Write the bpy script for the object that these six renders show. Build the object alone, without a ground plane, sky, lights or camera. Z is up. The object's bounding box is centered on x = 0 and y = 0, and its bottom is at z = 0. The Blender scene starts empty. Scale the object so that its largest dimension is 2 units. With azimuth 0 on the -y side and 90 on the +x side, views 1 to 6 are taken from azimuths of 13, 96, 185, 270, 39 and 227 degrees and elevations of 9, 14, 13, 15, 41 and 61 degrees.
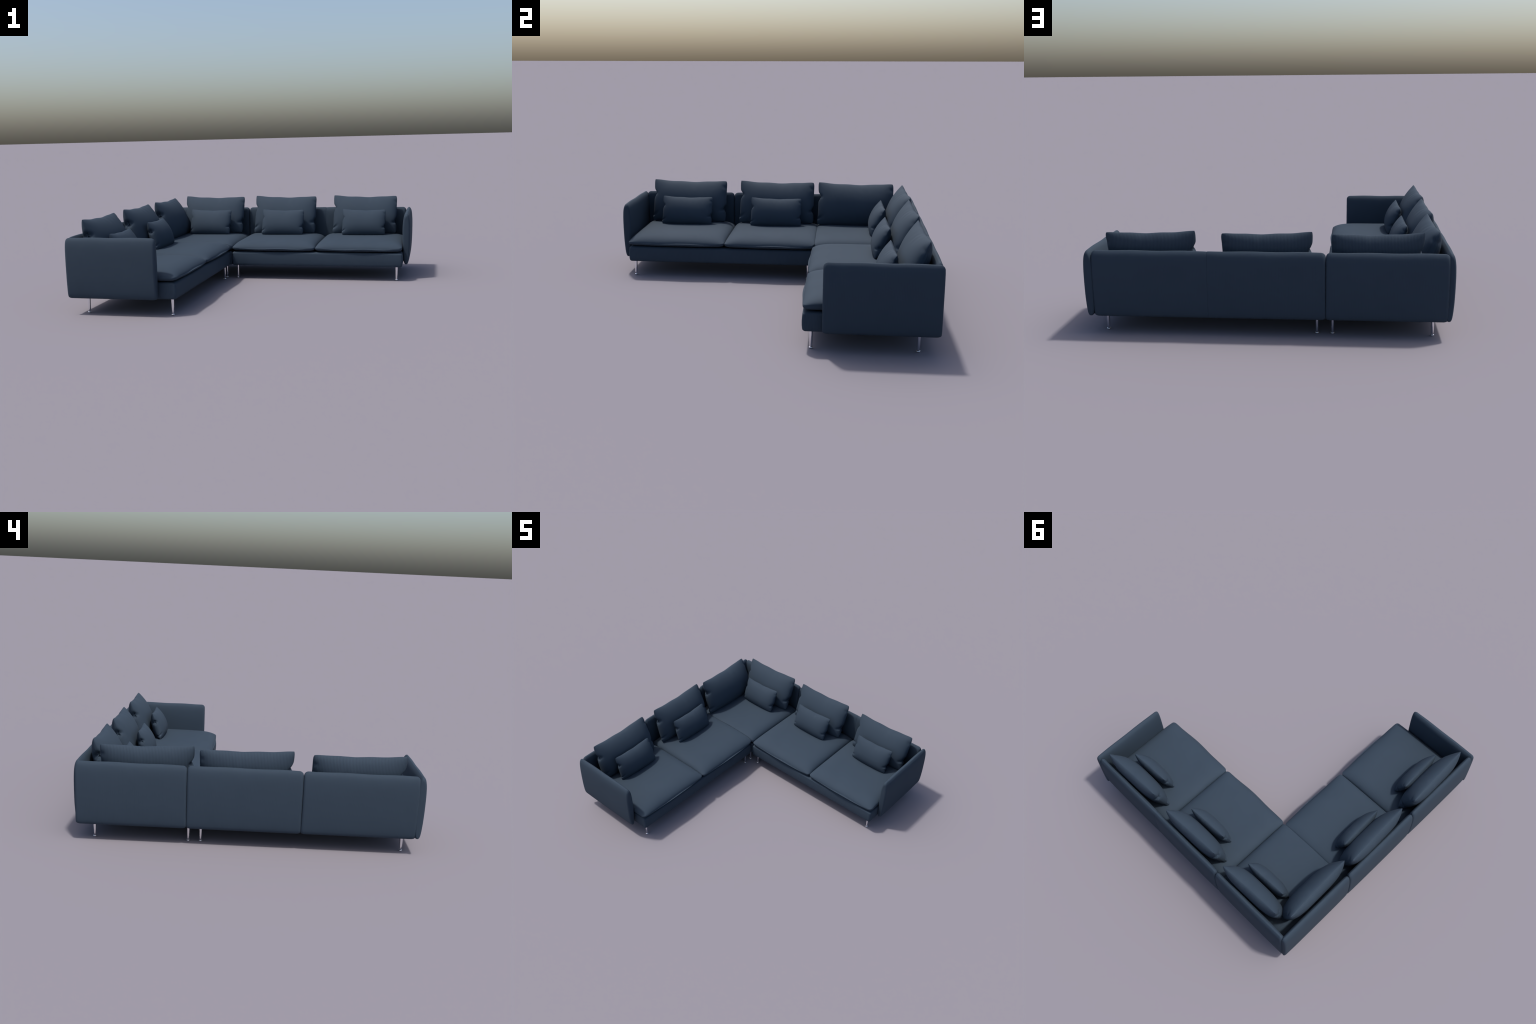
# Dark blue L-shaped corner sofa on slim chrome legs, with leaning back cushions and small loose pillows.
import bpy, math
import numpy as np

QUARTER = math.pi / 2


# ------------------------------------------------------------------ helpers
def collection_link(ob):
    bpy.context.scene.collection.objects.link(ob)


def mesh_from(name, verts, faces, material, smooth=True):
    me = bpy.data.meshes.new(name)
    me.from_pydata([tuple(map(float, v)) for v in verts], [], faces)
    me.validate()
    if smooth:
        me.polygons.foreach_set("use_smooth", [True] * len(me.polygons))
    me.materials.append(material)
    me.update()
    return me


def make_object(name, mesh, parent=None, location=(0, 0, 0), rotation=(0, 0, 0), scale=(1, 1, 1)):
    ob = bpy.data.objects.new(name, mesh)
    collection_link(ob)
    ob.location, ob.rotation_euler, ob.scale = location, rotation, scale
    if parent is not None:
        ob.parent = parent
    return ob


def ring_faces(rings, count, cap_start=True, cap_end=True):
    """Quads between consecutive closed rings of `count` vertices, n-gons at both ends."""
    faces = []
    for r in range(rings - 1):
        a, b = r * count, (r + 1) * count
        for i in range(count):
            j = (i + 1) % count
            faces.append((a + i, a + j, b + j, b + i))
    if cap_start:
        faces.append(tuple(reversed(range(count))))
    if cap_end:
        faces.append(tuple((rings - 1) * count + i for i in range(count)))
    return faces


def gauss(x, width):
    return np.exp(-(x / width) ** 2)


# ---------------------------------------------------------------- materials
def fabric_material(name, rib=0.10, rib_bump=0.25, axis=(1, 0, 0), front_share=1.0):
    """Dark slate blue woven upholstery: fine vertical ribs along the part's own length plus weave grain.
    `front_share` weakens the ribs on the part's front half (local -Y), where the smoother face of the cloth lies."""
    mat = bpy.data.materials.new(name)
    mat.use_nodes = True
    nt = mat.node_tree
    nodes, links = nt.nodes, nt.links
    bsdf = nodes["Principled BSDF"]
    coord = nodes.new("ShaderNodeTexCoord")

    ribs = nodes.new("ShaderNodeTexWave")
    ribs.wave_type, ribs.bands_direction, ribs.wave_profile = 'BANDS', 'X', 'SIN'
    ribs.inputs["Scale"].default_value = 42.0      # one rib about every 7.5 mm
    ribs.inputs["Distortion"].default_value = 0.2
    ribs.inputs["Detail"].default_value = 1.0
    ribs.inputs["Detail Scale"].default_value = 2.0
    along = nodes.new("ShaderNodeVectorMath")
    along.operation = 'DOT_PRODUCT'
    along.inputs[1].default_value = axis
    links.new(coord.outputs["Object"], along.inputs[0])
    lane = nodes.new("ShaderNodeCombineXYZ")
    links.new(along.outputs["Value"], lane.inputs["X"])
    links.new(lane.outputs[0], ribs.inputs["Vector"])

    grain = nodes.new("ShaderNodeTexNoise")
    grain.inputs["Scale"].default_value = 420.0
    grain.inputs["Detail"].default_value = 2.0
    links.new(coord.outputs["Object"], grain.inputs["Vector"])

    cloud = nodes.new("ShaderNodeTexNoise")
    cloud.inputs["Scale"].default_value = 7.0
    cloud.inputs["Detail"].default_value = 3.0
    links.new(coord.outputs["Object"], cloud.inputs["Vector"])

    def mul_add(socket, factor, offset):
        m = nodes.new("ShaderNodeMath")
        m.operation = 'MULTIPLY_ADD'
        links.new(socket, m.inputs[0])
        m.inputs[1].default_value = factor
        m.inputs[2].default_value = offset
        return m.outputs[0]

    def product(a, b):
        m = nodes.new("ShaderNodeMath")
        m.operation = 'MULTIPLY'
        links.new(a, m.inputs[0])
        links.new(b, m.inputs[1])
        return m.outputs[0]

    where = nodes.new("ShaderNodeSeparateXYZ")
    links.new(coord.outputs["Object"], where.inputs[0])
    back = nodes.new("ShaderNodeMapRange")
    back.inputs["From Min"].default_value, back.inputs["From Max"].default_value = -0.004, 0.004
    back.inputs["To Min"].default_value, back.inputs["To Max"].default_value = front_share, 1.0
    links.new(where.outputs["Y"], back.inputs["Value"])
    stripe = product(mul_add(ribs.outputs["Fac"], rib, -rib / 2), back.outputs[0])
    tone = product(mul_add(stripe, 1.0, 1.0),
                   product(mul_add(grain.outputs["Fac"], 0.16, 0.92), mul_add(cloud.outputs["Fac"], 0.12, 0.94)))
    colour = nodes.new("ShaderNodeVectorMath")
    colour.operation = 'SCALE'
    colour.inputs[0].default_value = FABRIC
    links.new(tone, colour.inputs["Scale"])
    links.new(colour.outputs[0], bsdf.inputs["Base Color"])

    bump = nodes.new("ShaderNodeBump")
    bump.inputs["Strength"].default_value = rib_bump
    bump.inputs["Distance"].default_value = 0.0008
    links.new(product(ribs.outputs["Fac"], back.outputs[0]), bump.inputs["Height"])
    links.new(bump.outputs[0], bsdf.inputs["Normal"])
    bsdf.inputs["Roughness"].default_value = 0.85
    bsdf.inputs["Specular IOR Level"].default_value = 0.30
    bsdf.inputs["Sheen Weight"].default_value = 0.0
    return mat


def chrome_material():
    mat = bpy.data.materials.new("chrome")
    mat.use_nodes = True
    nodes, links = mat.node_tree.nodes, mat.node_tree.links
    bsdf = nodes["Principled BSDF"]
    bsdf.inputs["Base Color"].default_value = (0.90, 0.90, 0.92, 1)
    bsdf.inputs["Metallic"].default_value = 1.0
    noise = nodes.new("ShaderNodeTexNoise")
    noise.inputs["Scale"].default_value = 60.0
    coord = nodes.new("ShaderNodeTexCoord")
    links.new(coord.outputs["Object"], noise.inputs["Vector"])
    m = nodes.new("ShaderNodeMath")
    m.operation = 'MULTIPLY_ADD'
    m.inputs[1].default_value, m.inputs[2].default_value = 0.03, 0.04
    links.new(noise.outputs["Fac"], m.inputs[0])
    links.new(m.outputs[0], bsdf.inputs["Roughness"])
    return mat


FABRIC = (0.0242, 0.0400, 0.0605)
frame_fabric = fabric_material("frame_fabric", rib=0.025, rib_bump=0.06)
base_fabric = fabric_material("base_fabric", rib=0.13, rib_bump=0.25, axis=(1, 1, 0))
seat_fabric = fabric_material("seat_fabric", rib=0.05, rib_bump=0.1)
pillow_fabric = fabric_material("pillow_fabric", rib=0.28, rib_bump=0.35, front_share=0.25)
chrome = chrome_material()


# ------------------------------------------------------- padded upright panel
def padded_panel(name, length, material, bottom=0.101, top=0.471, steps=60, butt=(False, False)):
    """Back or arm panel. Local X runs along it, local +Y is its outer face, Z is up.
    The cross-section is a flat leaf: round thin top, fullest above the middle, tapering to the bottom.
    `butt` marks ends that meet the next panel almost flush."""
    # control points of the cross-section: height fraction, inner face, outer face
    keys_h = [0.0, 0.02, 0.06, 0.14, 0.30, 0.50, 0.70, 0.84, 0.92, 0.97, 1.0]
    inner = [-0.006, -0.016, -0.022, -0.026, -0.0300, -0.0315, -0.0315, -0.0275, -0.0225, -0.0155, -0.0030]
    outer = [0.004, 0.013, 0.018, 0.0225, 0.0275, 0.0300, 0.0305, 0.0285, 0.0240, 0.0175, 0.0060]
    n = 36
    hs = 0.5 - 0.5 * np.cos(np.linspace(0, math.pi, n))
    yi, yo = np.interp(hs, keys_h, inner), np.interp(hs, keys_h, outer)
    for _ in range(2):                                  # soften the polyline
        yi[1:-1] = (yi[:-2] + 2 * yi[1:-1] + yi[2:]) / 4
        yo[1:-1] = (yo[:-2] + 2 * yo[1:-1] + yo[2:]) / 4
    sec_y = np.concatenate([yi, yo[::-1]])
    sec_h = np.concatenate([hs, hs[::-1]])
    count = len(sec_y)
    half = length / 2
    r_thick, r_corner = 0.014, 0.026                    # end rounding in depth, and of the corners in elevation
    t = np.linspace(0, 1, 14)
    near = 0.045 * (1 - np.cos(t * QUARTER))
    xs = np.concatenate([-half + near, np.linspace(-half + 0.045, half - 0.045, steps)[1:-1], (half - near)[::-1]])
    verts = []
    for x in xs:
        e = half - abs(x)
        flush = butt[0] if x < 0 else butt[1]
        depth = math.sqrt(max(0.0, 1 - (1 - min(e / r_thick, 1)) ** 2))
        depth = 0.978 + 0.022 * depth if flush else 0.50 + 0.50 * depth
        lift = (0.07 if flush else 1.0) * r_corner * (1 - math.sqrt(max(0.0, 1 - (1 - min(e / r_corner, 1)) ** 2)))
        u = x / half
        crown = 0.84 + 0.16 * (1 - u ** 4)              # faces swell slightly towards the middle
        wave = 0.0012 * math.sin(7.0 * u + length * 9)
        for y, h in zip(sec_y, sec_h):
            z = bottom + lift * 0.45 + (top - bottom - lift * 1.45) * h
            verts.append((x, 0.0015 + (y - 0.0015) * depth * crown, z + wave * h))
    return mesh_from(name, verts, ring_faces(len(xs), count), material)


# -------------------------------------------------------------- rounded box
def rounded_rectangle(hx, hy, r, per_corner=8, per_side=24):
    pts = []
    corners = [(hx - r, hy - r, 0), (-hx + r, hy - r, QUARTER), (-hx + r, -hy + r, 2 * QUARTER), (hx - r, -hy + r, 3 * QUARTER)]
    for k, (cx, cy, a0) in enumerate(corners):
        arc = [(cx + r * math.cos(a0 + QUARTER * i / per_corner), cy + r * math.sin(a0 + QUARTER * i / per_corner)) for i in range(per_corner + 1)]
        pts += arc
        nx, ny, na = corners[(k + 1) % 4]
        end = (nx + r * math.cos(na), ny + r * math.sin(na))
        for i in range(1, per_side):
            f = i / per_side
            pts.append((arc[-1][0] * (1 - f) + end[0] * f, arc[-1][1] * (1 - f) + end[1] * f))
    return np.array(pts)


def seat_base(name, length, depth, material, bottom=0.098, top=0.201):
    """Upholstered plinth; local X along the front, local -Y is the front. Softly rolled edges, slightly bowed walls."""
    rings = []
    prof = [(0.40, bottom), (0.02, bottom), (0.006, bottom + 0.002), (0.001, bottom + 0.008)]
    prof += [(-0.0025 * math.sin(math.pi * f), bottom + 0.008 + (top - bottom - 0.022) * f) for f in np.linspace(0.1, 0.95, 9)]
    prof += [(0.020 * (1 - math.cos(a)), top - 0.014 + 0.014 * math.sin(a)) for a in np.linspace(0.1, QUARTER, 7)]
    prof += [(0.06, top + 0.002), (0.25, top + 0.002)]
    for inset, z in prof:
        out = rounded_rectangle(length / 2, depth / 2, 0.014)
        k = np.array([max(0.02, 1 - 2 * inset / length), max(0.02, 1 - 2 * inset / depth)])
        pts = out * k
        rings.append(np.column_stack([pts, np.full(len(pts), z)]))
    count = len(rings[0])
    return mesh_from(name, np.concatenate(rings), ring_faces(len(rings), count), material)


def seat_cushion(name, length, depth, material, bottom=0.208, rim=0.226, crown=0.281, bow=0.012, flush=(0, 0, 0)):
    """Thin soft seat pad with a piped-looking rim; top rises quickly to a broad flat crown. Local -Y is the front.
    `flush`: how level the top stays at the left, right and front edge, where it meets a neighbour."""
    hx, hy = length / 2, depth / 2
    out = rounded_rectangle(hx, hy, 0.024, 8, 40)
    u, v = out[:, 0] / hx, out[:, 1] / hy
    front = np.clip(-v, 0, 1) ** 3
    out[:, 1] -= bow * front * (1 - u ** 4) * (1 + 0.25 * np.sin(5 * u + 1.0))
    rings = []
    for k in (0.3, 0.8, 0.93):                              # flat underside
        rings.append(np.column_stack([out * k, np.full(len(out), bottom)]))
    droop = 0.002 * front * np.sin(6.5 * u + 0.7)
    for a in np.linspace(-1.2, 0.0, 6):                     # lower half of the round rim
        inset = 0.026 * (1 - math.cos(a))
        k = 1 - inset / np.array([hx, hy])
        rings.append(np.column_stack([out * k, rim + droop * 0.7 + (rim - bottom) * np.sin(a) * np.ones(len(out))]))
    for k in 1 - np.linspace(0, 1, 46)[1:-1] ** 2.0:        # top, from rim to centre
        p = out * k
        pu, pv = np.abs(p[:, 0]) / hx, p[:, 1] / hy
        side = np.clip(1 - pu ** 7, 0, 1) ** 0.58
        side = 1 - (1 - side) * (1 - np.where(p[:, 0] < 0, flush[0], flush[1]))
        ahead = np.clip(1 - np.clip(-pv / 1.02, 0, 1) ** 5.5, 0, 1) ** 0.60
        ahead = 1 - (1 - ahead) * (1 - flush[2])
        behind = np.clip(1 - np.clip(pv, 0, 1) ** 8, 0, 1) ** 0.6
        ripple = 0.0010 * np.sin(9 * p[:, 0] + 4 * p[:, 1]) * np.cos(7 * p[:, 1] - 3 * p[:, 0])
        z = rim + droop * k ** 6 + (crown - rim + ripple) * side * ahead * behind
        rings.append(np.column_stack([p, z]))
    count = len(out)
    return mesh_from(name, np.concatenate(rings), ring_faces(len(rings), count), material)


# ------------------------------------------------------------------- pillows
def pillow_mesh(name, width, height, thickness, material, nu=96, nv=72):
    """Feather pillow with pointed corners, standing: local X width, Z height, local -Y the front.
    Top edge sags between the corners, the belly hangs low, side seams are pinched and creased."""
    us = np.sin(np.linspace(-QUARTER, QUARTER, nu + 1))
    vs = np.sin(np.linspace(-QUARTER, QUARTER, nv + 1))
    U, V = np.meshgrid(us, vs, indexing="ij")

    def outline(u, v):
        blunt = np.where(u > 0, 0.032, 0.018)
        u, v = u * (1 - blunt * np.abs(v) ** 13), v * (1 - 1.2 * blunt * np.abs(u) ** 13)   # blunt corners
        x = width / 2 * u * (1 - 0.010 * (1 - v ** 2))
        left, right = np.clip(-u, 0, 1) ** 4, np.clip(u, 0, 1) ** 4
        x = x + width * (0.005 * left * gauss(v - 0.30, 0.25) - 0.010 * left * gauss(v + 0.85, 0.15))
        x = x + width * 0.050 * np.clip(-u, 0, 1) ** 40 * gauss(v - 0.30, 0.13)      # side seam tucked in
        x = x - width * (0.006 * right * gauss(v + 0.40, 0.12) - 0.004 * right * gauss(v + 0.1, 0.25))
        x = x - width * 0.030 * np.clip(u, 0, 1) ** 40 * gauss(v + 0.35, 0.13)
        up = np.clip(v, 0, 1) ** 2
        z = height / 2 * v - height * 0.050 * up * (1 - np.abs(u) ** 2.2)
        z = z - height * 0.006 * up * np.sin(9 * u + 0.6) * (1 - u ** 2)
        z = z - height * 0.02 * np.clip(-v, 0, 1) ** 3 * (1 - u ** 2)
        return x, z

    def swell(u, v, front):
        across = np.clip(1 - np.abs(u) ** 3.2, 0, 1) ** 0.52 if front else np.clip(1 - np.abs(u) ** 4.2, 0, 1) ** 0.47
        above = np.clip(1 - np.clip(v + 0.15, 0, None) ** 2.0 / 1.15 ** 2.0, 0, 1) ** (0.66 if front else 0.55)
        hang = 2.1 if front else 2.6
        below = np.clip(1 - np.clip(-v - 0.15, 0, None) ** hang / 0.85 ** hang, 0, 1) ** (0.58 if front else 0.48)
        d = thickness / 2 * across * above * below
        # creases pulled in from the side seams: (side, height, slant, length, width, depth)
        for s, h, slant, reach, wide, deep in ((-1, 0.32, -0.3, 0.055, 0.06, 0.22 if front else 0.40), (-1, -0.74, 0.8, 0.10, 0.05, 0.16),
                                               (1, -0.44, -0.3, 0.10, 0.04, 0.18), (1, 0.62, 0.7, 0.08, 0.08, 0.08)):
            inward = 1 - s * u
            d = d - thickness * deep * 0.5 * gauss(inward - 0.03, reach) * gauss((v - h) - slant * inward * (1 if front else 0.6), wide + 0.25 * inward)
        # short gathers under the top seam
        gathers = np.clip((v - 0.45) / 0.55, 0, 1) * (1 - v ** 6)
        d = d + thickness * 0.018 * gathers * np.sin(26 * u + 2 * v) * gauss(u - 0.22, 0.28)
        return np.maximum(d, 0.0)

    X, Z = outline(U, V)
    lean = -thickness * (0.055 * U * V + 0.02 * U)              # slight twist of the whole pillow
    F = lean * -1 - swell(U, V, True)
    B = lean * -1 + swell(U, V, False)
    verts, index = [], {}
    for side, Y in ((0, F), (1, B)):
        for i in range(nu + 1):
            for j in range(nv + 1):
                rim = i in (0, nu) or j in (0, nv)
                if side == 1 and rim:
                    index[(1, i, j)] = index[(0, i, j)]
                    continue
                index[(side, i, j)] = len(verts)
                y = (F[i, j] + B[i, j]) / 2 if rim else Y[i, j]
                verts.append((X[i, j], y, Z[i, j]))
    faces = []
    for i in range(nu):
        for j in range(nv):
            q = [(i, j), (i + 1, j), (i + 1, j + 1), (i, j + 1)]
            faces.append(tuple(index[(0,) + p] for p in q))
            faces.append(tuple(index[(1,) + p] for p in reversed(q)))
    return mesh_from(name, verts, faces, material)


# ---------------------------------------------------------------------- legs
def lathe(name, profile, material, segments=24):
    verts = [(r * math.cos(2 * math.pi * i / segments), r * math.sin(2 * math.pi * i / segments), z) for r, z in profile for i in range(segments)]
    me = mesh_from(name, verts, ring_faces(len(profile), segments), material)
    return me


# ===================================================================== build
sofa = bpy.data.objects.new("corner_sofa", None)
collection_link(sofa)
sofa["label"] = "dark slate blue L-shaped corner sofa on slim chrome legs"
sofa["category"] = "corner sofa"


def right_wing(x, y, z=0.0):
    """The wing along +Y: its front looks to -Y."""
    return dict(location=(x, y, z), rotation=(0, 0, 0))


def left_wing(x, y, z=0.0):
    """The wing along -X: its front looks to +X."""
    return dict(location=(x, y, z), rotation=(0, 0, QUARTER))


# seat bases: (wing, x range, y range)
for wing, (x0, x1), (y0, y1) in ((right_wing, (-0.302, 0.945), (0.306, 0.945)),
                                 (right_wing, (-0.945, -0.306), (0.319, 0.945)),
                                 (left_wing, (-0.945, -0.319), (-0.932, 0.313))):
    size = (x1 - x0, y1 - y0) if wing is right_wing else (y1 - y0, x1 - x0)
    make_object("seat_base", seat_base("seat_base", *size, base_fabric), sofa, **wing((x0 + x1) / 2, (y0 + y1) / 2))

# seat cushions
for wing, (x0, x1), (y0, y1), flush in ((right_wing, (0.3185, 0.942), (0.309, 0.938), (0.08, 0.3, 0)),
                                        (right_wing, (-0.3035, 0.3180), (0.309, 0.938), (0.05, 0.08, 0)),
                                        (right_wing, (-0.938, -0.3040), (0.3185, 0.938), (0.5, 0.05, 0.62)),
                                        (left_wing, (-0.938, -0.320), (-0.937, -0.2855), (0.0, 0.12, 0)),
                                        (left_wing, (-0.938, -0.318), (-0.2850, 0.3183), (0.08, 0.62, 0))):
    size = (x1 - x0, y1 - y0) if wing is right_wing else (y1 - y0, x1 - x0)
    corner = x1 < 0 and wing is right_wing
    me = seat_cushion("seat_cushion", *size, seat_fabric, bow=0.0 if corner else 0.012, flush=flush)
    make_object("seat_cushion", me, sofa, **wing((x0 + x1) / 2, (y0 + y1) / 2))

# backrests
for wing, a, b, butt in ((right_wing, -0.962, -0.3170, (False, False)), (right_wing, -0.3165, 0.3165, (False, True)), (right_wing, 0.3170, 0.948, (True, False)),
                         (left_wing, -0.957, -0.3025, (False, False)), (left_wing, -0.3020, 0.3510, (False, False)), (left_wing, 0.3515, 0.981, (False, False))):
    me = padded_panel("backrest", b - a, frame_fabric, butt=butt)
    place = right_wing((a + b) / 2, 0.9690) if wing is right_wing else left_wing(-0.9690, (a + b) / 2)
    make_object("backrest", me, sofa, **place)

# armrests: outer face looks to +X on the right wing, to -Y on the left wing
make_object("armrest", padded_panel("armrest", 0.992 - 0.407, frame_fabric, bottom=0.103), sofa,
            location=(0.9690, (0.992 + 0.407) / 2, 0), rotation=(0, 0, -QUARTER))
make_object("armrest", padded_panel("armrest", 0.988 - 0.419, frame_fabric, bottom=0.103), sofa,
            location=(-(0.988 + 0.419) / 2, -0.9690, 0), rotation=(0, 0, math.pi))

# leaning back cushions
back_cushion = pillow_mesh("back_cushion", 0.493, 0.309, 0.135, pillow_fabric)
tilt = math.atan2(0.100, 0.283)
for x in (-0.590, 0.001, 0.634):
    make_object("back_cushion", back_cushion, sofa, location=(x, 0.867, 0.4240), rotation=(-tilt, 0, 0))
for y, dx in ((-0.617, 0.0), (0.021, 0.0), (0.587, 0.018)):
    make_object("back_cushion", back_cushion, sofa, location=(-0.8760 + dx, y, 0.4230), rotation=(-tilt, 0, QUARTER), scale=(1.09, 1.05, 1))

# small loose pillows: things of their own
throw_pillow = pillow_mesh("throw_pillow", 0.329, 0.208, 0.093, pillow_fabric)
tilt = math.atan2(0.072, 0.190)
spots = [((x, 0.730, 0.3785), 0.0, 1.0) for x in (-0.585, 0.005, 0.637)] + [((-0.752, y, 0.3750), QUARTER, 1.09) for y in (-0.614, 0.025)]
for location, turn, stretch in spots:
    ob = make_object("throw_pillow", throw_pillow, None, location=location, rotation=(-tilt, 0, turn), scale=(stretch, 1, 0.98))
    ob["label"] = "small dark slate blue rectangular throw pillow"
    ob["category"] = "pillow"

# legs with round feet
leg_mesh = lathe("leg", [(0.0076, 0.0050), (0.0077, 0.0055), (0.0094, 0.1030), (0.0094, 0.1040)], chrome)
foot_mesh = lathe("foot", [(0.0092, 0.0), (0.0104, 0.0015), (0.0104, 0.0045), (0.0092, 0.006), (0.0072, 0.0070)], chrome)
for x, y in ((-0.353, -0.896), (-0.892, -0.896), (-0.353, 0.273), (-0.892, 0.273),
             (-0.353, 0.345), (-0.892, 0.345), (-0.353, 0.890), (-0.892, 0.890),
             (-0.268, 0.347), (0.903, 0.350), (-0.268, 0.890), (0.903, 0.890)):
    leg = make_object("leg", leg_mesh, sofa, location=(x, y, 0))
    make_object("foot", foot_mesh, leg)
